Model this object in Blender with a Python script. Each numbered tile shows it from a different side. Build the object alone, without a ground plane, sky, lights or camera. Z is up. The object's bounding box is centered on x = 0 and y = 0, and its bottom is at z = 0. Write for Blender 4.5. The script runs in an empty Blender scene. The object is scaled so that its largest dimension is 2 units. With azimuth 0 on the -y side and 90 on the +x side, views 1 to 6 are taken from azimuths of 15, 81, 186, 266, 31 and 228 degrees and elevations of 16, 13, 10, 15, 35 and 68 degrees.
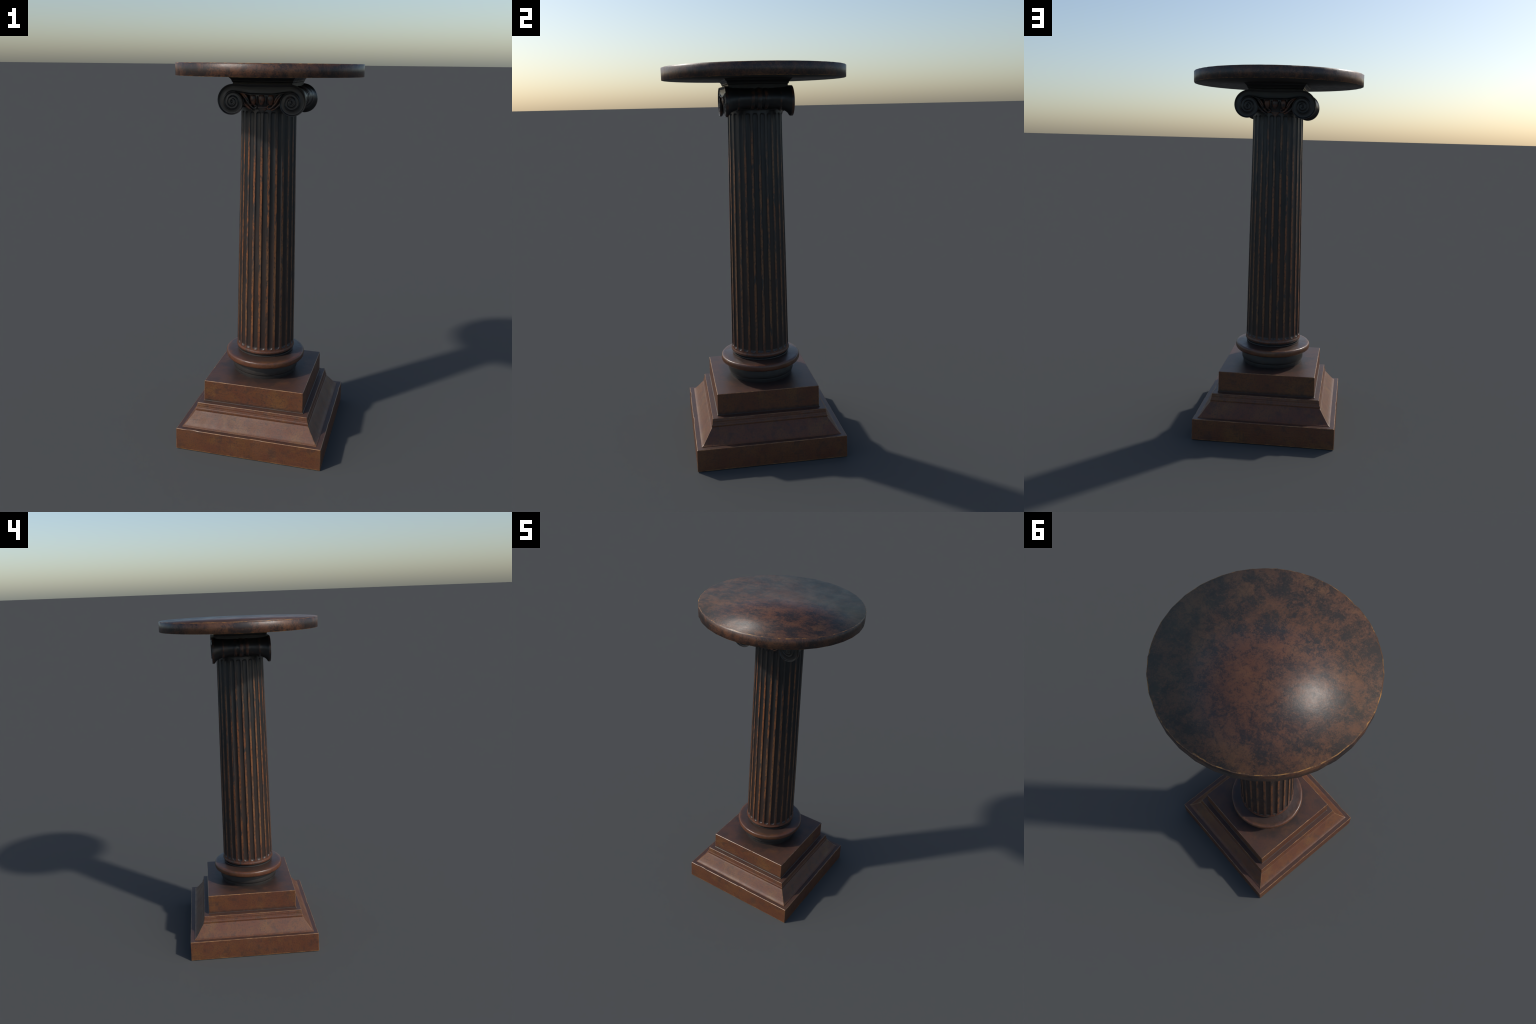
# Tall fluted column pedestal: stepped square base, fluted shaft, scroll capital and a round top.
import bpy, math, random
from mathutils import Vector, noise

random.seed(7)
TAU = math.tau


# ------------------------------------------------------------------ materials
class Nodes:
    """Small helper that strings shader nodes together."""

    def __init__(self, name):
        self.mat = bpy.data.materials.new(name)
        self.mat.use_nodes = True
        self.t = self.mat.node_tree
        self.bsdf = self.t.nodes["Principled BSDF"]
        self.coord = self.t.nodes.new("ShaderNodeTexCoord").outputs["Object"]
        self._xyz = None

    def put(self, sock, v):
        if isinstance(v, bpy.types.NodeSocket):
            self.t.links.new(v, sock)
        elif v is not None:
            sock.default_value = v

    def math(self, op, a, b=None, c=None, clamp=False):
        n = self.t.nodes.new("ShaderNodeMath")
        n.operation, n.use_clamp = op, clamp
        for i, v in enumerate((a, b, c)):
            self.put(n.inputs[i], v)
        return n.outputs[0]

    def xyz(self):
        if self._xyz is None:
            n = self.t.nodes.new("ShaderNodeSeparateXYZ")
            self.t.links.new(self.coord, n.inputs[0])
            self._xyz = n.outputs
        return self._xyz

    def vec(self, x, y, z):
        n = self.t.nodes.new("ShaderNodeCombineXYZ")
        for i, v in enumerate((x, y, z)):
            self.put(n.inputs[i], v)
        return n.outputs[0]

    def mapped(self, scale=(1, 1, 1), loc=(0, 0, 0)):
        n = self.t.nodes.new("ShaderNodeMapping")
        self.t.links.new(self.coord, n.inputs[0])
        n.inputs["Scale"].default_value = scale
        n.inputs["Location"].default_value = loc
        return n.outputs[0]

    def noise(self, scale, detail=4.0, rough=0.55, vec=None, dist=0.0):
        n = self.t.nodes.new("ShaderNodeTexNoise")
        self.t.links.new(vec if vec is not None else self.coord, n.inputs["Vector"])
        n.inputs["Scale"].default_value = scale
        n.inputs["Detail"].default_value = detail
        n.inputs["Roughness"].default_value = rough
        n.inputs["Distortion"].default_value = dist
        return n.outputs["Fac"]

    def ramp(self, v, lo, hi, a=0.0, b=1.0):
        n = self.t.nodes.new("ShaderNodeMapRange")
        n.interpolation_type = "SMOOTHSTEP"
        self.put(n.inputs[0], v)
        for i, x in enumerate((lo, hi, a, b)):
            self.put(n.inputs[1 + i], x)
        return n.outputs[0]

    def mix(self, f, a, b):
        n = self.t.nodes.new("ShaderNodeMix")
        n.data_type = "RGBA"
        self.put(n.inputs[0], f)
        self.put(n.inputs[6], (*a, 1) if isinstance(a, tuple) else a)
        self.put(n.inputs[7], (*b, 1) if isinstance(b, tuple) else b)
        return n.outputs[2]

    def finish(self, colour, rough=0.4, height=None, bump=0.3, dist=0.001, spec=0.5):
        self.put(self.bsdf.inputs["Base Color"], colour)
        self.put(self.bsdf.inputs["Roughness"], rough)
        self.bsdf.inputs["Specular IOR Level"].default_value = spec
        if height is not None:
            n = self.t.nodes.new("ShaderNodeBump")
            n.inputs["Strength"].default_value = bump
            n.inputs["Distance"].default_value = dist
            self.t.links.new(height, n.inputs["Height"])
            self.t.links.new(n.outputs[0], self.bsdf.inputs["Normal"])
        return self.mat


RED_BROWN = (0.108, 0.037, 0.0180)
MID_BROWN = (0.122, 0.046, 0.0190)
OCHRE = (0.150, 0.070, 0.023)
DARK_BROWN = (0.050, 0.028, 0.021)
BLACK = (0.0150, 0.0145, 0.0150)
GOLD = (0.330, 0.175, 0.065)
BURNT = (0.188, 0.066, 0.023)


def wood_colour(k, seed=0.0):
    """Red-brown stained wood with ochre clouds and fine grain."""
    at = k.mapped(loc=(seed, seed * 0.7, seed * 1.3))
    clouds = k.noise(9, 5, 0.6, at)
    c = k.mix(k.ramp(clouds, 0.40, 0.60), RED_BROWN, MID_BROWN)
    c = k.mix(k.ramp(k.noise(6, 6, 0.65, k.mapped(loc=(4 + seed, 2, 9))), 0.50, 0.68, 0, 0.62), c, OCHRE)
    fine = k.noise(120, 4, 0.7, at)
    c = k.mix(k.ramp(fine, 0.47, 0.66, 0, 0.65), c, DARK_BROWN)
    smudge = k.noise(20, 6, 0.7, k.mapped((1, 1, 1), (seed, 6, 1)), 0.4)
    c = k.mix(k.ramp(smudge, 0.50, 0.66, 0, 0.6), c, DARK_BROWN)
    return c, fine


def mat_base():
    k = Nodes("stained_wood")
    c, fine = wood_colour(k)
    x, y, z = k.xyz()
    # dark band where the upper block stands on the moulding, broken by grain
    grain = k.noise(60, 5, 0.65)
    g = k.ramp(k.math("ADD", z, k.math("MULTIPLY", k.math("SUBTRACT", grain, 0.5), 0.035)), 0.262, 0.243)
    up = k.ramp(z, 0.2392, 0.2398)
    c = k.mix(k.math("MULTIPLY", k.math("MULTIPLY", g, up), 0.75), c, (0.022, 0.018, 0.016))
    rough = k.ramp(k.noise(14, 5, 0.6), 0.3, 0.7, 0.42, 0.54)
    strand = k.noise(40, 4, 0.6, k.mapped((0.35, 0.35, 3.0)))
    h = k.math("ADD", k.math("MULTIPLY", fine, 0.5), strand)
    return k.finish(c, rough, h, 0.40, 0.0014, 0.40)


def mat_ledge():
    """Flat treads of the base: wood colour mixed toward a dull, darker purple brown, darkest near the middle."""
    k = Nodes("dark_tread")
    c, fine = wood_colour(k)
    x, y, z = k.xyz()
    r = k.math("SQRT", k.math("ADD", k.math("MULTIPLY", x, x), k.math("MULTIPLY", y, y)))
    blot = k.noise(14, 7, 0.7)
    dull = k.ramp(blot, 0.25, 0.75, 0.80, 0.45)
    c = k.mix(dull, c, (0.040, 0.025, 0.022))
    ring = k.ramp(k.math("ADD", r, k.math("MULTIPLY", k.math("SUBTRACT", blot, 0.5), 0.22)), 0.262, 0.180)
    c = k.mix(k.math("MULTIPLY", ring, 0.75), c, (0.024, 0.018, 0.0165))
    return k.finish(c, 0.46, k.math("ADD", k.math("MULTIPLY", fine, 0.5), k.noise(60, 4, 0.6)), 0.35, 0.0012, 0.45)


def mat_edge(name, gold, brown, lo, hi):
    k = Nodes(name)
    n = k.noise(34, 5, 0.7)
    gate = k.ramp(k.noise(6, 4, 0.7, k.mapped(loc=(3, 7, 1))), 0.30, 0.55, -0.12, 0.06)
    c = k.mix(k.ramp(k.math("ADD", n, gate), lo, hi), brown, gold)
    return k.finish(c, 0.38, k.noise(300, 2), 0.3, 0.0008)


def mat_torus():
    k = Nodes("turned_wood")
    c, fine = wood_colour(k, 2.0)
    x, y, z = k.xyz()
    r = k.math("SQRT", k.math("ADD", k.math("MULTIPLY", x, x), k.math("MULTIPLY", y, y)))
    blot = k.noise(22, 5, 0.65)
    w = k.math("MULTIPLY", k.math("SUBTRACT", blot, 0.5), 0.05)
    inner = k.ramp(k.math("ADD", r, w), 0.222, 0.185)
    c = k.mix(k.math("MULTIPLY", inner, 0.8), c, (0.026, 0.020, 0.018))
    return k.finish(c, k.ramp(blot, 0.3, 0.7, 0.30, 0.42), k.noise(45, 4, 0.6), 0.5, 0.002)


def mat_black():
    k = Nodes("black_patina")
    n = k.noise(30, 5, 0.65)
    c = k.mix(k.ramp(n, 0.55, 0.75, 0, 0.8), (0.024, 0.0215, 0.0200), (0.052, 0.029, 0.020))
    return k.finish(c, k.ramp(n, 0.3, 0.7, 0.42, 0.56), k.noise(90, 4, 0.6), 0.4, 0.0014, 0.35)


def mat_shaft():
    """Flutes hold black patina; the ridges between them are rubbed to brown."""
    k = Nodes("rubbed_fluted_wood")
    x, y, z = k.xyz()
    ang = k.math("MULTIPLY", k.math("ARCTAN2", y, x), 24 / TAU)
    cell = k.math("ROUND", ang)
    off = k.math("ABSOLUTE", k.math("SUBTRACT", ang, cell))          # 0 on the ridge, 0.5 in the flute
    edge = k.noise(110, 4, 0.7, k.mapped((1, 1, 0.35)))
    wob = k.math("MULTIPLY", k.math("SUBTRACT", edge, 0.5), 0.06)
    ridge = k.ramp(k.math("ADD", off, wob), 0.172, 0.125)
    solid = k.math("ADD", k.ramp(z, 0.526, 0.518), 0, clamp=True)     # plain foot below the flutes
    ridge = k.math("MAXIMUM", ridge, solid)
    # how far the brown reaches up: each ridge fades at its own height
    perridge = k.noise(1.0, 3, 0.6, k.vec(k.math("MULTIPLY", cell, 3.7), 0.0, k.math("MULTIPLY", z, 2.2)))
    spots = k.noise(38, 5, 0.7, k.mapped((1, 1, 0.25)))
    lift = k.math("ADD", z, k.math("ADD", k.math("MULTIPLY", k.math("SUBTRACT", perridge, 0.5), 0.55),
                                   k.math("MULTIPLY", k.math("SUBTRACT", spots, 0.5), 0.35)))
    keep = k.ramp(lift, 1.72, 1.50)
    chips = k.ramp(k.math("ADD", spots, k.math("MULTIPLY", z, 0.050)), 0.66, 0.57)
    warm = k.noise(5, 4, 0.6, k.mapped((1, 1, 0.5), (3, 1, 2)))
    brown = k.mix(k.ramp(warm, 0.40, 0.62), BURNT, (0.172, 0.080, 0.033))
    brown = k.mix(k.ramp(z, 0.66, 0.54), brown, RED_BROWN)
    brown = k.mix(k.ramp(k.noise(130, 4, 0.75, k.mapped((1, 1, 0.5))), 0.49, 0.61, 0, 0.85), brown, (0.040, 0.020, 0.014))
    smoky = k.noise(7, 5, 0.6, k.mapped((1, 1, 0.45), (1, 5, 3)))
    low = k.ramp(k.math("ADD", z, k.math("MULTIPLY", k.math("SUBTRACT", smoky, 0.5), 1.1)), 1.45, 0.90)
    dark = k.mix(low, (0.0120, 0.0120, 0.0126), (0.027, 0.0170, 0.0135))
    gaps = k.noise(9, 6, 0.7, k.mapped((1.6, 1.6, 0.5), (7, 2, 5)), 0.3)   # rubbing misses whole stretches here and there
    chips = k.math("MULTIPLY", chips, k.ramp(gaps, 0.66, 0.50, 0.25, 1.0))
    worn = k.math("MULTIPLY", ridge, k.math("MULTIPLY", keep, chips))
    bare = k.mix(k.math("MULTIPLY", ridge, k.ramp(spots, 0.30, 0.55)), dark, (0.030, 0.025, 0.022))
    c = k.mix(worn, bare, brown)
    rough = k.ramp(spots, 0.3, 0.7, 0.36, 0.52)
    return k.finish(c, rough, k.math("ADD", edge, k.noise(260, 3, 0.6)), 0.3, 0.0008)


def mat_capital(name, worn_lo, worn_hi, colour=(0.085, 0.030, 0.015)):
    k = Nodes(name)
    n = k.noise(26, 5, 0.7)
    c = k.mix(k.ramp(n, worn_lo, worn_hi), (0.0125, 0.0125, 0.0135), colour)
    return k.finish(c, k.ramp(n, 0.3, 0.7, 0.36, 0.50), k.noise(140, 3, 0.6), 0.25, 0.0008)


def mat_top():
    """Burl-like mottling: dark smoke over red-brown, ochre glow, tiny fibres."""
    k = Nodes("mottled_burl")
    warp = k.noise(4.0, 6, 0.65, k.mapped(loc=(0.3, 1.1, 0)), 0.3)
    big = k.noise(3.4, 10, 0.72, k.mapped((1, 1, 1), (0.75, 0.2, 0.4)), 0.2)
    blot = k.noise(13, 9, 0.75, k.mapped(loc=(1.7, 0.4, 0)), 0.3)
    fibre = k.noise(90, 5, 0.8, k.mapped(loc=(0.5, 0, 0)), 1.2)
    f = k.math("ADD", k.math("MULTIPLY", big, 0.34), k.math("ADD", k.math("MULTIPLY", blot, 0.50), k.math("MULTIPLY", fibre, 0.40)))
    c = k.mix(k.ramp(f, 0.555, 0.690), (0.0215, 0.0155, 0.0140), (0.100, 0.042, 0.022))
    c = k.mix(k.ramp(k.math("ADD", warp, k.math("MULTIPLY", k.math("ADD", fibre, blot), 0.20)), 0.72, 0.86, 0, 0.7), c, (0.138, 0.062, 0.028))
    c = k.mix(k.ramp(k.noise(26, 8, 0.85, None, 0.5), 0.51, 0.63, 0, 0.70), c, (0.022, 0.0155, 0.014))
    rough = k.ramp(k.noise(9, 5, 0.6), 0.3, 0.7, 0.35, 0.47)
    h = k.math("ADD", k.noise(50, 5, 0.7), k.math("MULTIPLY", fibre, 0.6))
    return k.finish(c, rough, h, 0.34, 0.0017)


M = dict(
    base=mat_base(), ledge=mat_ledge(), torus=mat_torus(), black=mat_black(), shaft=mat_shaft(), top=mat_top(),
    edge=mat_edge("worn_edge", (0.29, 0.150, 0.058), (0.14, 0.062, 0.028), 0.42, 0.68),
    top_edge=mat_edge("worn_top_edge", (0.30, 0.145, 0.040), (0.075, 0.036, 0.020), 0.46, 0.66),
    capital=mat_capital("dark_carved_wood", 0.54, 0.78, (0.042, 0.022, 0.016)),
    ornament=mat_capital("rubbed_carving", 0.40, 0.62, (0.115, 0.040, 0.018)),
    band=mat_capital("rubbed_band", 0.42, 0.64, (0.080, 0.031, 0.016)),
)


# ------------------------------------------------------------------ mesh helpers
def make(name, verts, faces, mats, parent, index=None, angle=38, smooth=True):
    me = bpy.data.meshes.new(name)
    me.from_pydata([tuple(v) for v in verts], [], faces)
    for m in mats:
        me.materials.append(m)
    if index:
        me.polygons.foreach_set("material_index", index)
    me.validate()
    if smooth:
        me.shade_smooth()
        me.set_sharp_from_angle(angle=math.radians(angle))
    me.update()
    o = bpy.data.objects.new(name, me)
    bpy.context.collection.objects.link(o)
    o.parent = parent
    return o


def smoothstep(a, b, x):
    t = min(1, max(0, (x - a) / (b - a)))
    return t * t * (3 - 2 * t)


def square_lathe(name, rows, mats, parent, n=60, cut=0.0018, cap=True):
    """Mitred square moulding. rows: (half width, height, worn flag, wander)."""
    verts, faces, index = [], [], []
    per = 4 * (n + 1)
    for i, (h, z, worn, wander) in enumerate(rows):
        c = min(cut, h * 0.2)
        for s in range(4):
            ca, sa = (1, 0, -1, 0)[s], (0, 1, 0, -1)[s]
            for j in range(n + 1):
                a = -(h - c) + 2 * (h - c) * j / n
                hh, zz = h, z
                if wander:
                    px, py = ca * a + sa * h, sa * a - ca * h
                    q = noise.noise(Vector((px * 26, py * 26, i * 3.1))) + 0.6 * noise.noise(Vector((px * 90, py * 90, i)))
                    nick = max(0.0, noise.noise(Vector((px * 15 + 9, py * 15, 4.0 + z * 3))) - 0.42) * 0.010
                    hh = h - wander * (0.5 + 0.5 * q) - (nick if wander > 0.0007 else 0)
                    zz = z + 0.0003 * q
                verts.append((ca * a + sa * hh, sa * a - ca * hh, zz))
    for i in range(len(rows) - 1):
        for j in range(per):
            a, b = i * per + j, i * per + (j + 1) % per
            faces.append((a, b, b + per, a + per))
            corner = j % (n + 1) == n
            steep = abs(rows[i + 1][1] - rows[i][1]) > 0.0009
            flat = len(mats) > 2 and abs(rows[i + 1][1] - rows[i][1]) < 0.0006 and rows[i][0] - rows[i + 1][0] > 0.01
            index.append(2 if flat else 1 if (rows[i][2] and rows[i + 1][2]) or (corner and steep and len(mats) > 1) else 0)
    if cap:
        faces.append(tuple(range((len(rows) - 1) * per, len(rows) * per)))
        index.append(2 if len(mats) > 2 else 0)
        faces.append(tuple(reversed(range(per))))
        index.append(0)
    return make(name, verts, faces, mats, parent, index, 25)


def lathe(name, prof, mats, parent, n=96, wander=0.0, angle=35):
    verts, faces = [], []
    for r, z in prof:
        for j in range(n):
            t = TAU * j / n
            rr = r
            if wander:
                rr -= wander * (noise.noise(Vector((math.cos(t) * 5, math.sin(t) * 5, z * 40)))
                                + 0.6 * noise.noise(Vector((math.cos(t) * 14, math.sin(t) * 14, z * 40))))
            verts.append((rr * math.cos(t), rr * math.sin(t), z))
    for i in range(len(prof) - 1):
        for j in range(n):
            a, b = i * n + j, i * n + (j + 1) % n
            faces.append((a, b, b + n, a + n))
    faces.append(tuple(range((len(prof) - 1) * n, len(prof) * n)))
    faces.append(tuple(reversed(range(n))))
    return make(name, verts, faces, mats, parent, None, angle)


def empty(name, parent=None):
    o = bpy.data.objects.new(name, None)
    bpy.context.collection.objects.link(o)
    o.parent = parent
    return o


root = empty("column_pedestal")
root["label"] = "tall fluted wooden column pedestal with scroll capital and round top"
root["category"] = "pedestal"

# ------------------------------------------------------------------ square base
e = 0.0022
square_lathe("base_slab", [
    (0.3900, 0.0, 1, 0.0006), (0.3920, 0.0018, 1, 0.0004), (0.3920, 0.0042, 1, 0.0004), (0.3916, 0.030, 0, 0), (0.3910, 0.090, 0, 0),
    (0.3906, 0.1192 - e, 1, 0.0008), (0.3906 - e, 0.1192, 1, 0.0012), (0.3500, 0.1192, 0, 0)],
    [M["base"], M["edge"], M["ledge"]], root, n=150)
slope = [(0.3644, 0.1222, 0, 0), (0.3610, 0.1238, 0, 0), (0.3560, 0.1282, 0, 0), (0.3505, 0.1346, 0, 0), (0.3440, 0.1430, 0, 0)]
for i in range(1, 7):                                  # long straight splay, flaring only at its foot
    f = i / 6
    slope.append((0.3440 - 0.0355 * f, 0.1430 + 0.0500 * f, 0, 0))
square_lathe("base_moulding", [
    (0.3655, 0.1170, 0, 0), (0.3655, 0.1208, 0, 0)] + slope + [
    (0.3072, 0.1942, 0, 0), (0.3068, 0.1956, 0, 0),
    (0.3076, 0.1975, 0, 0), (0.3076, 0.2020, 0, 0), (0.3066, 0.2060, 0, 0), (0.3050, 0.2095, 0, 0),
    (0.3040, 0.2105, 0, 0), (0.3028, 0.2180, 0, 0), (0.3024, 0.2186, 0, 0), (0.3014, 0.2270, 0, 0), (0.3010, 0.2276, 0, 0),
    (0.2998, 0.2374, 1, 0.0006), (0.2982, 0.2392, 1, 0.0008), (0.255, 0.2392, 0, 0)],
    [M["base"], M["edge"], M["ledge"]], root, n=110)
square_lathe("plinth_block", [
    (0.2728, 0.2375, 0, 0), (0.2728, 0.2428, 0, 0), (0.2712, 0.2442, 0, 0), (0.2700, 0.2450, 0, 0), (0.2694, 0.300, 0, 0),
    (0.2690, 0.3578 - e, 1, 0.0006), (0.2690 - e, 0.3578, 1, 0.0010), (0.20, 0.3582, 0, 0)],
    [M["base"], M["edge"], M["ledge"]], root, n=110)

# ------------------------------------------------------------------ turned foot
lathe("foot_drum", [
    (0.1705, 0.3560), (0.1712, 0.3600), (0.1724, 0.3680), (0.1728, 0.3750), (0.1722, 0.3785), (0.1710, 0.3796), (0.1710, 0.3806),
    (0.1770, 0.3812), (0.1784, 0.3830), (0.1794, 0.3880), (0.1796, 0.3940), (0.1788, 0.4020), (0.1768, 0.4120), (0.1738, 0.4220), (0.1705, 0.4300), (0.1690, 0.4370)],
    [M["black"]], root, 96, 0.0009)
ring = [(0.150, 0.4375), (0.192, 0.4365)]
for i in range(13):
    a = -math.pi / 2 + math.pi * i / 12
    ring.append((0.2005 + 0.0158 * max(0.0, math.cos(a)) ** (0.55 if a > 0 else 0.75), 0.4545 + 0.0185 * math.copysign(abs(math.sin(a)) ** 0.80, a)))
ring += [(0.192, 0.4738), (0.175, 0.4762), (0.158, 0.4785), (0.150, 0.4800)]
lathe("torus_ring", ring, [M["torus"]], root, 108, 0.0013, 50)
lathe("foot_fillet", [(0.148, 0.472), (0.1520, 0.4800), (0.1540, 0.4830), (0.1530, 0.4868), (0.1460, 0.4890), (0.142, 0.497)],
      [M["black"]], root, 96)

# ------------------------------------------------------------------ fluted shaft
SHAFT = [(0.515, 0.1564), (0.585, 0.1556), (0.754, 0.1537), (1.039, 0.1500), (1.311, 0.1458), (1.546, 0.1422), (1.745, 0.1400), (1.80, 0.1398)]


def shaft_radius(z):
    for (a, ra), (b, rb) in zip(SHAFT, SHAFT[1:]):
        if z <= b:
            return ra + (rb - ra) * (z - a) / (b - a)
    return SHAFT[-1][1]


FOOT = [(0.1440, 0.4940), (0.1510, 0.4944), (0.1558, 0.4962), (0.1588, 0.4992), (0.1600, 0.5030), (0.1598, 0.5070), (0.1584, 0.5110), (0.1566, 0.5150)]
rows = [(r, z) for r, z in FOOT]
z = 0.5175
while z < 1.7985:
    rows.append((shaft_radius(z) + 0.0006 * smoothstep(0.525, 0.515, z), z))
    near = min(abs(z - 0.523), abs(z - 1.772))
    z += 0.0018 if near < 0.018 else (0.006 if near < 0.04 else 0.022)
rows.append((0.1396, 1.800))
COLS = 24 * 20
Z0, Z1 = 0.5225, 1.7725
verts, faces = [], []
for r, z in rows:
    for j in range(COLS):
        t = TAU * j / COLS
        a = t / TAU * 24
        cell = math.floor(a)
        rho = 0.345 * TAU / 24 * shaft_radius(max(z, 0.515)) * (1 - 0.06 * smoothstep(1.2, 1.7, z))
        sway = 0.0022 * noise.noise(Vector((cell * 7.3, 1.0, z * 3.0))) * smoothstep(1.35, 1.65, z) * smoothstep(1.775, 1.70, z)
        s = (a - cell - 0.5) * TAU / 24 * r - sway
        dd = math.hypot(s, max(0.0, Z0 + rho - z, z - (Z1 - rho))) / rho
        d = 0.0064 * math.sqrt(max(0.0, 1 - dd ** 2.6)) if dd < 1 else 0.0
        rr = r - d - 0.00025 * (1 + noise.noise(Vector((math.cos(t) * 9, math.sin(t) * 9, z * 12))))
        verts.append((rr * math.cos(t), rr * math.sin(t), z))
for i in range(len(rows) - 1):
    for j in range(COLS):
        a, b = i * COLS + j, i * COLS + (j + 1) % COLS
        faces.append((a, b, b + COLS, a + COLS))
faces.append(tuple(reversed(range(COLS))))
faces.append(tuple(range((len(rows) - 1) * COLS, len(rows) * COLS)))
make("fluted_shaft", verts, faces, [M["shaft"]], root, None, 45)

# ------------------------------------------------------------------ scroll capital
capital = lathe("capital", [
    (0.130, 1.780), (0.1398, 1.7845), (0.1400, 1.7870), (0.1440, 1.7885), (0.1462, 1.7915), (0.1455, 1.7950), (0.1425, 1.7965),
    (0.1430, 1.8000), (0.1465, 1.808), (0.1515, 1.820), (0.1550, 1.835), (0.1560, 1.850), (0.1540, 1.862), (0.1470, 1.870), (0.140, 1.904)],
    [M["capital"]], root, 96)

EX, EZ, R0, Q, YF = 0.146, 1.819, 0.084, 0.56, 0.1672


def scroll_radius(t):
    """Spiral outline, t = turn from the top outward."""
    return R0 * Q ** (t / TAU)


def face_relief(r, t):
    """Depth of the carved scroll channel below the rim plane."""
    if r < 0.0062:
        return 0.0030 - 0.0035 * math.cos(r / 0.0062 * math.pi / 2)
    p = math.log(r / R0) / math.log(Q) - t / TAU
    f = p - math.floor(p + 1e-9)
    f = min(1.0, max(0.0, f))
    edge = min(f, 1 - f)
    ridge = smoothstep(0.0, 0.16, edge - 0.035)
    bowl = 0.75 + 0.25 * math.sin(math.pi * f)
    deep = min(0.0065, 0.0022 + 0.085 * max(0, r - 0.010))
    return deep * ridge * bowl


BOLSTER = [  # distance from the middle, scale, worn band
    (0.0000, 0.735, 1), (0.0060, 0.725, 1), (0.0105, 0.690, 1), (0.0120, 0.640, 0), (0.0235, 0.635, 0), (0.0250, 0.675, 1), (0.0290, 0.690, 1),
    (0.0370, 0.690, 1), (0.0410, 0.680, 1), (0.0425, 0.650, 0), (0.055, 0.650, 0), (0.075, 0.668, 0), (0.0960, 0.700, 0), (0.0985, 0.735, 1),
    (0.1030, 0.748, 1), (0.1075, 0.745, 1), (0.1100, 0.720, 0), (0.122, 0.752, 0), (0.134, 0.800, 0), (0.145, 0.875, 0), (0.150, 0.945, 0), (0.1535, 0.985, 0),
    (0.1555, 1.0, 2), (0.1660, 1.0, 2), (YF, 0.988, 2)]


def volute_scroll(sx):
    NT, NF = 96, 34
    sections = [(-y, s, w) for y, s, w in reversed(BOLSTER[1:])] + list(BOLSTER)
    verts, faces, index = [], [], []
    per = NT + 1
    for y, s, w in sections:
        lift = 0.018 * min(1.0, (1 - s) / 0.35)       # the waist sits higher than the rims
        for j in range(per):
            t = TAU * j / NT
            r = scroll_radius(t) * s
            wide = (1 - (1 - s) * 0.62) / s            # the waist pinches more in height than in width
            verts.append((sx * (EX + r * wide * math.sin(t)), y, EZ + lift + r * math.cos(t)))

    def add(f, m=0):
        faces.append(f if sx < 0 else tuple(reversed(f)))
        index.append(m)
    for i in range(len(sections) - 1):
        wa, wb = sections[i][2], sections[i + 1][2]
        m = 1 if wa and wb else 0
        for j in range(NT if wa == 2 or wb == 2 else per):   # the scroll mouth opens into the canal
            a, b = i * per + j, i * per + (j + 1) % per
            add((a, a + per, b + per, b), m)
    for sy in (-1, 1):                                 # carved end faces
        start = len(verts)
        for q in range(NF):
            f = 1 - (1 - 0.012) * q / (NF - 1)
            for j in range(per):
                t = TAU * j / NT
                r = scroll_radius(t) * f * 0.988
                verts.append((sx * (EX + r * math.sin(t)), sy * (YF - face_relief(r / 0.988, t)), EZ + r * math.cos(t)))
        for q in range(NF - 1):
            for j in range(NT):
                a, b = start + q * per + j, start + q * per + j + 1
                face = (a, b, b + per, a + per)
                add(face if sy > 0 else tuple(reversed(face)))
        last = start + (NF - 1) * per
        face = tuple(range(last, last + NT))
        add(face if sy > 0 else tuple(reversed(face)))
    return make("volute_scroll", verts, faces, [M["capital"], M["band"]], capital, index, 50)


volute_scroll(1)
volute_scroll(-1)


def canal_panel(sy):
    """Sagging channel that links the two scrolls across the front."""
    NX, NZ = 64, 22
    verts, faces = [], []

    def low(x):
        u = abs(x) / EX
        return 1.8535 + 0.0125 * smoothstep(0.30, 0.98, u)
    rows = []
    for k in range(NZ + 1):
        f = k / NZ
        r = R0 * Q ** (1 - f)                          # same channel section as the first turn of the scroll
        rows.append(((r - R0 * Q) / (R0 - R0 * Q), face_relief(min(r, R0 * 0.9999), 0.0)))
    for back in (0, 1):
        for f, d in rows:
            for i in range(NX + 1):
                x = -EX + 2 * EX * i / NX
                zz = low(x) + (1.9032 - low(x)) * f
                bow = 0.0008 * (1 - (x / EX) ** 2)
                verts.append((x, sy * ((YF - bow - d) if not back else 0.120), zz))
    w, block = NX + 1, (NZ + 1) * (NX + 1)
    for k in range(NZ):
        for i in range(NX):
            a = k * w + i
            f = (a, a + 1, a + 1 + w, a + w)
            faces.append(f if sy < 0 else tuple(reversed(f)))
            g = tuple(block + v for v in reversed(f))
            faces.append(g if sy < 0 else tuple(reversed(g)))
    loop = [i for i in range(w)] + [k * w + NX for k in range(1, NZ + 1)] + [NZ * w + i for i in range(NX - 1, -1, -1)] + [k * w for k in range(NZ - 1, 0, -1)]
    for a, b in zip(loop, loop[1:] + loop[:1]):
        f = (a, a + block, b + block, b)
        faces.append(f if sy < 0 else tuple(reversed(f)))
    return make("canal_panel", verts, faces, [M["capital"]], capital, None, 50)


canal_panel(-1)
canal_panel(1)


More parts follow.
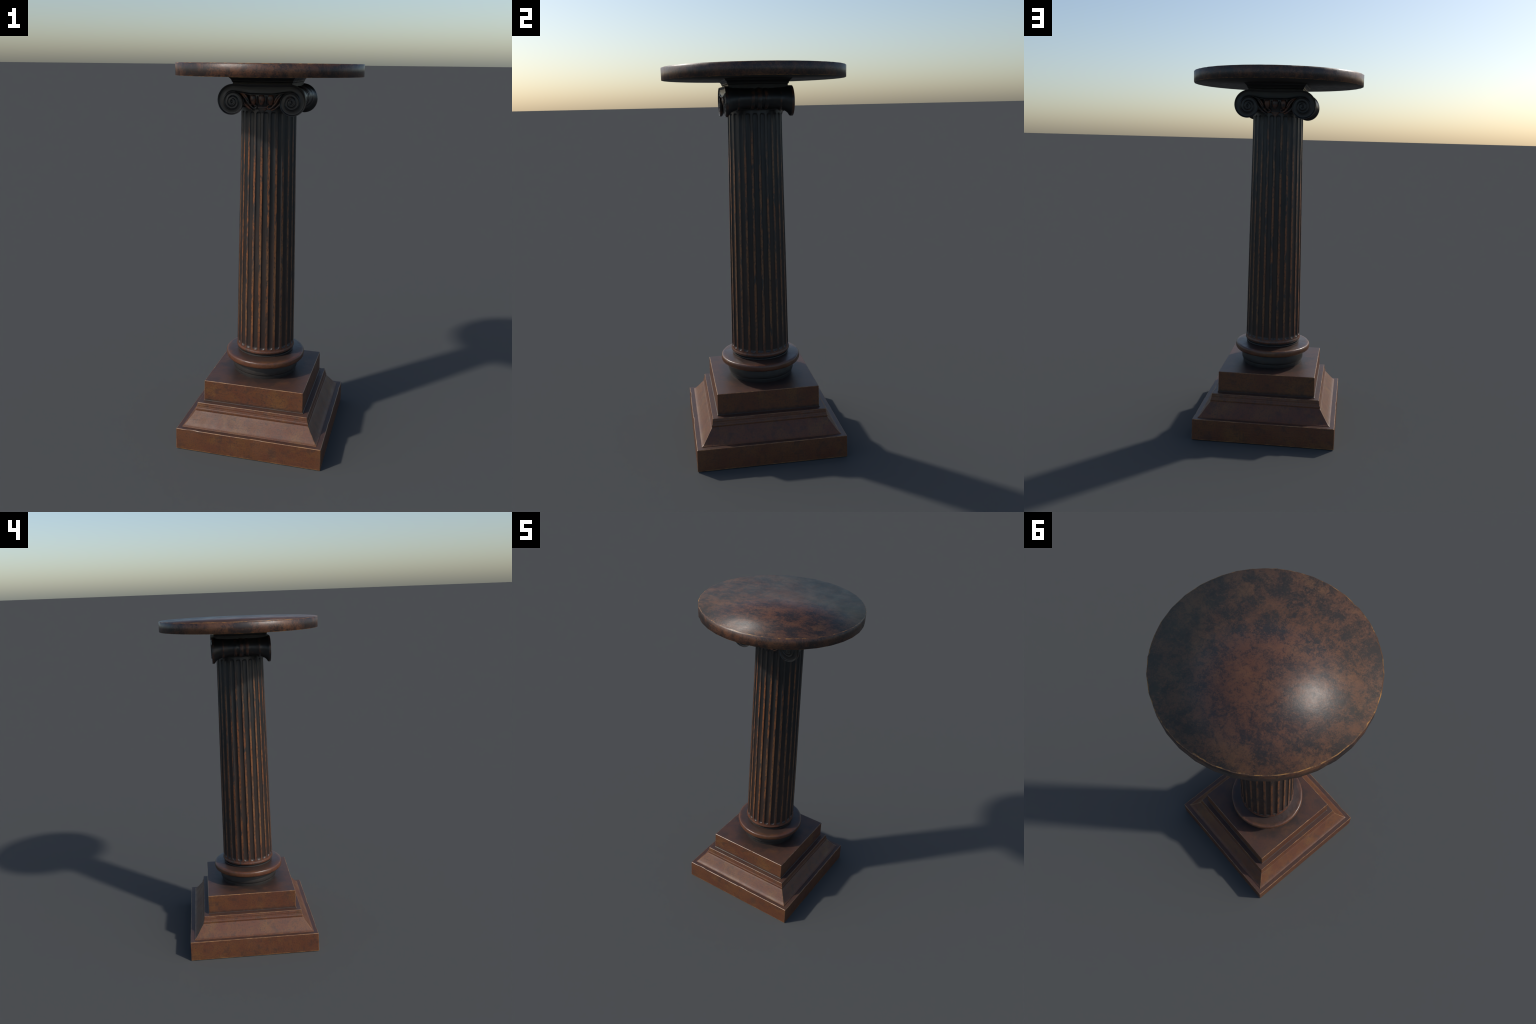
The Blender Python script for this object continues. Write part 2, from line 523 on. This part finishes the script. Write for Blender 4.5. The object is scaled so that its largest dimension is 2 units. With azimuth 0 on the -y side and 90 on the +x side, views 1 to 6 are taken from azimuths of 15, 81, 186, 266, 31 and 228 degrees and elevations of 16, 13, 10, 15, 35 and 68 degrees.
def tube(name, pts, radii, mat, parent, flat=1.0, n=10, res=7):
    """Tapered carved strand along a smooth path."""
    P = [Vector(p) for p in pts]
    path, rad = [], []
    for i in range(len(P) - 1):
        p0, p1, p2, p3 = P[max(0, i - 1)], P[i], P[i + 1], P[min(len(P) - 1, i + 2)]
        for k in range(res):
            t = k / res
            path.append(0.5 * (2 * p1 + (p2 - p0) * t + (2 * p0 - 5 * p1 + 4 * p2 - p3) * t * t + (3 * p1 - p0 - 3 * p2 + p3) * t ** 3))
            rad.append(radii[i] + (radii[i + 1] - radii[i]) * t)
    path.append(P[-1])
    rad.append(radii[-1])
    verts, faces = [], []
    for i, (p, r) in enumerate(zip(path, rad)):
        d = (path[min(i + 1, len(path) - 1)] - path[max(0, i - 1)]).normalized()
        out = Vector((p.x, p.y, 0)).normalized()
        side = d.cross(out).normalized()
        out = side.cross(d)
        for j in range(n):
            a = TAU * j / n
            verts.append(p + side * (r * math.cos(a)) + out * (r * flat * math.sin(a)))
    for i in range(len(path) - 1):
        for j in range(n):
            a, b = i * n + j, i * n + (j + 1) % n
            faces.append((a, b, b + n, a + n))
    faces.append(tuple(reversed(range(n))))
    faces.append(tuple(range((len(path) - 1) * n, len(path) * n)))
    return make(name, verts, faces, [mat], parent, None, 60)


def on_bell(x, z, sy, lift=0.0):
    r = 0.1475 + lift + 0.008 * smoothstep(1.79, 1.83, z)
    return (x, sy * math.sqrt(max(0.0, r * r - x * x * 0.25)), z)


STRANDS = {
    "scroll_leaf": [
        ([(0.112, 1.866), (0.098, 1.855), (0.083, 1.836), (0.070, 1.816), (0.055, 1.799), (0.040, 1.789), (0.030, 1.7885), (0.0265, 1.796), (0.031, 1.8035), (0.038, 1.8035)],
         [0.0050, 0.0062, 0.0062, 0.0056, 0.0048, 0.0038, 0.0032, 0.0030, 0.0030, 0.0034], 0.0),
        ([(0.108, 1.862), (0.094, 1.858), (0.080, 1.847), (0.070, 1.832), (0.063, 1.816)], [0.0050, 0.0060, 0.0062, 0.0052, 0.0028], 0.003),
        ([(0.100, 1.835), (0.092, 1.815), (0.078, 1.800), (0.062, 1.788), (0.046, 1.780)], [0.0060, 0.0066, 0.0060, 0.0048, 0.0026], -0.003),
        ([(0.104, 1.869), (0.088, 1.867), (0.072, 1.860), (0.058, 1.8535)], [0.0045, 0.0048, 0.0040, 0.0026], 0.006)],
}
for sy in (-1, 1):
    for sx in (-1, 1):
        for pts, radii, lift in STRANDS["scroll_leaf"]:
            tube("scroll_leaf", [on_bell(sx * x, z, sy, lift) for x, z in pts], radii, M["ornament"], capital, 0.95)


def blob(name, c, rad, mat, parent, n=18, m=12, pointed=0.0):
    verts, faces = [], []
    for i in range(m + 1):
        b = math.pi * i / m - math.pi / 2
        for j in range(n):
            a = TAU * j / n
            k = math.cos(b) * (1 + pointed * math.sin(b))
            verts.append((c[0] + rad[0] * k * math.cos(a), c[1] + rad[1] * k * math.sin(a), c[2] + rad[2] * math.sin(b)))
    for i in range(m):
        for j in range(n):
            p, q = i * n + j, i * n + (j + 1) % n
            faces.append((p, q, q + n, p + n))
    return make(name, verts, faces, [mat], parent, None, 80)


for sy in (-1, 1):
    for dx in (-0.043, 0.0, 0.043):
        blob("carved_egg", (dx, sy * (0.1530 - abs(dx) * 0.12), 1.831), (0.0165, 0.0125, 0.0270), M["ornament"], capital, pointed=0.22)
    for dx in (-0.0215, 0.0215):
        blob("carved_dart", (dx, sy * 0.1520, 1.828), (0.0032, 0.0080, 0.0210), M["capital"], capital, 10, 8, pointed=0.5)
    for dx in (-0.056, 0.056):
        blob("carved_bud", (dx, sy * 0.1470, 1.806), (0.0048, 0.0052, 0.0042), M["ornament"], capital, 12, 8)
    # shield-shaped drop below the eggs
    NX, NZ = 20, 14
    verts, faces = [], []
    for k in range(NZ + 1):
        f = k / NZ
        half = 0.031 * (1 - f ** 1.35)
        for i in range(NX + 1):
            u = -1 + 2 * i / NX
            x, zz = u * max(half, 0.0006), 1.7968 - 0.0325 * f
            lip = 0.0014 if f < 0.12 else 0.0
            bulge = 0.0055 * math.sqrt(max(0.0, 1 - u ** 4)) * (1 - 0.45 * f) + lip
            verts.append((x, sy * (math.sqrt(0.1408 ** 2 - x * x) - 0.0012 + bulge), zz))
    for k in range(NZ):
        for i in range(NX):
            a = k * (NX + 1) + i
            f = (a, a + NX + 1, a + NX + 2, a + 1)
            faces.append(f if sy < 0 else tuple(reversed(f)))
    count = len(verts)
    verts += [(x, y - sy * 0.012, zz) for x, y, zz in verts]
    faces += [tuple(count + v for v in reversed(f)) for f in list(faces)]
    rim = [i for i in range(NX + 1)] + [k * (NX + 1) + NX for k in range(1, NZ + 1)] + [NZ * (NX + 1) + i for i in range(NX - 1, -1, -1)] + [k * (NX + 1) for k in range(NZ - 1, 0, -1)]
    for a, b in zip(rim, rim[1:] + rim[:1]):
        f = (a, b, b + count, a + count)
        faces.append(f if sy < 0 else tuple(reversed(f)))
    make("carved_drop", verts, faces, [M["ornament"]], capital, None, 50)

square_lathe("abacus", [
    (0.1450, 1.8840, 0, 0), (0.1475, 1.8860, 0, 0), (0.1475, 1.9085, 0, 0), (0.1480, 1.9110, 0, 0), (0.1502, 1.9120, 0, 0), (0.1518, 1.9145, 0, 0), (0.1522, 1.9170, 0, 0),
    (0.1520, 1.9178, 0, 0), (0.1536, 1.9215, 0, 0), (0.1564, 1.9258, 0, 0), (0.1592, 1.9290, 0, 0),
    (0.1616, 1.9300, 0, 0), (0.1630, 1.9330, 0, 0), (0.1642, 1.9352, 0, 0), (0.1664, 1.9362, 0, 0), (0.1668, 1.9402, 0, 0)],
    [M["capital"]], capital, n=24, cut=0.001)

# ------------------------------------------------------------------ round top
SIDES, RT, ZT, ZB, TILT = 36, 0.4672, 2.0, 1.9394, math.radians(60)


def round_top():
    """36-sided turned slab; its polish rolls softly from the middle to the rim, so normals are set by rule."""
    sub = 6
    n = SIDES * sub
    ch = 0.0016
    prof = []                                          # radius, height, normal tilt (0 up, 1 out, 2 down), worn
    for f in (0.04, 0.10, 0.2, 0.3, 0.4, 0.5, 0.6, 0.7, 0.8, 0.88, 0.94, 0.975):
        prof.append((f * RT, ZT, f, 0))
    prof += [(RT - ch * 1.6, ZT, 0.985, 1), (RT - ch * 0.3, ZT - ch * 0.5, 1.0, 1), (RT, ZT - ch, 1.0, 1)]
    for i in range(1, 12):
        prof.append((RT, ZT - ch + (ZB - ZT + 2 * ch) * i / 12, 1 + i / 12, 0))
    prof += [(RT, ZB + ch, 2.0, 1), (RT - ch * 0.3, ZB + ch * 0.4, 2.0, 1), (RT - ch, ZB, 2.05, 1)]
    for f in (0.97, 0.85, 0.7, 0.5, 0.3, 0.12):
        prof.append((f * RT, ZB, 3 - f, 0))
    verts, normals, faces, index = [], [], [], []
    for i, (r, z, tilt, worn) in enumerate(prof):
        for j in range(n):
            t = math.radians(5) + TAU * j / n
            side = (t - math.radians(5)) % (TAU / SIDES) - TAU / SIDES / 2
            rr = r * math.cos(TAU / SIDES / 2) / math.cos(side)
            if worn:
                q = noise.noise(Vector((math.cos(t) * 22, math.sin(t) * 22, i * 1.7))) + 0.5 * noise.noise(Vector((math.cos(t) * 60, math.sin(t) * 60, i)))
                nick = max(0.0, noise.noise(Vector((math.cos(t) * 13 + 3, math.sin(t) * 13, 5.0 if z > 1.97 else 9.0))) - 0.30)
                rr -= nick * (0.011 if tilt >= 1.0 else 0.016)
                if tilt < 1.0:
                    rr -= 0.0017 * (0.5 + 0.5 * q)
                elif z > ZT - 0.003:
                    z2 = z - 0.0007 * (0.5 + 0.5 * q) - nick * 0.010
                    verts.append((rr * math.cos(t), rr * math.sin(t), z2))
                    out = Vector((math.cos(t), math.sin(t), 1)).normalized()
                    normals.append(out)
                    continue
            verts.append((rr * math.cos(t), rr * math.sin(t), z))
            o = Vector((math.cos(t), math.sin(t), 0))
            up, diag, down = Vector((0, 0, 1)), o * math.sin(TILT) + Vector((0, 0, math.cos(TILT))), o * math.sin(TILT) - Vector((0, 0, math.cos(TILT)))
            if tilt <= 1:
                nn = up.lerp(diag, tilt)
            elif tilt <= 2:
                nn = diag.lerp(down, tilt - 1)
            else:
                nn = down.lerp(-up, tilt - 2)
            normals.append(nn.normalized())
    for i in range(len(prof) - 1):
        for j in range(n):
            a, b = i * n + j, i * n + (j + 1) % n
            faces.append((a, a + n, b + n, b))
            index.append(1 if prof[i][3] and prof[i + 1][3] else 2 if prof[i + 1][2] > 2.0 or prof[i + 1][1] < ZB + 0.0001 else 0)
    faces.append(tuple(range(n)))
    index.append(0)
    faces.append(tuple(reversed(range((len(prof) - 1) * n, len(prof) * n))))
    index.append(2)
    o = make("round_top", verts, faces, [M["top"], M["top_edge"], M["black"]], root, index, 180)
    o.data.normals_split_custom_set_from_vertices([tuple(v) for v in normals])
    return o


round_top()
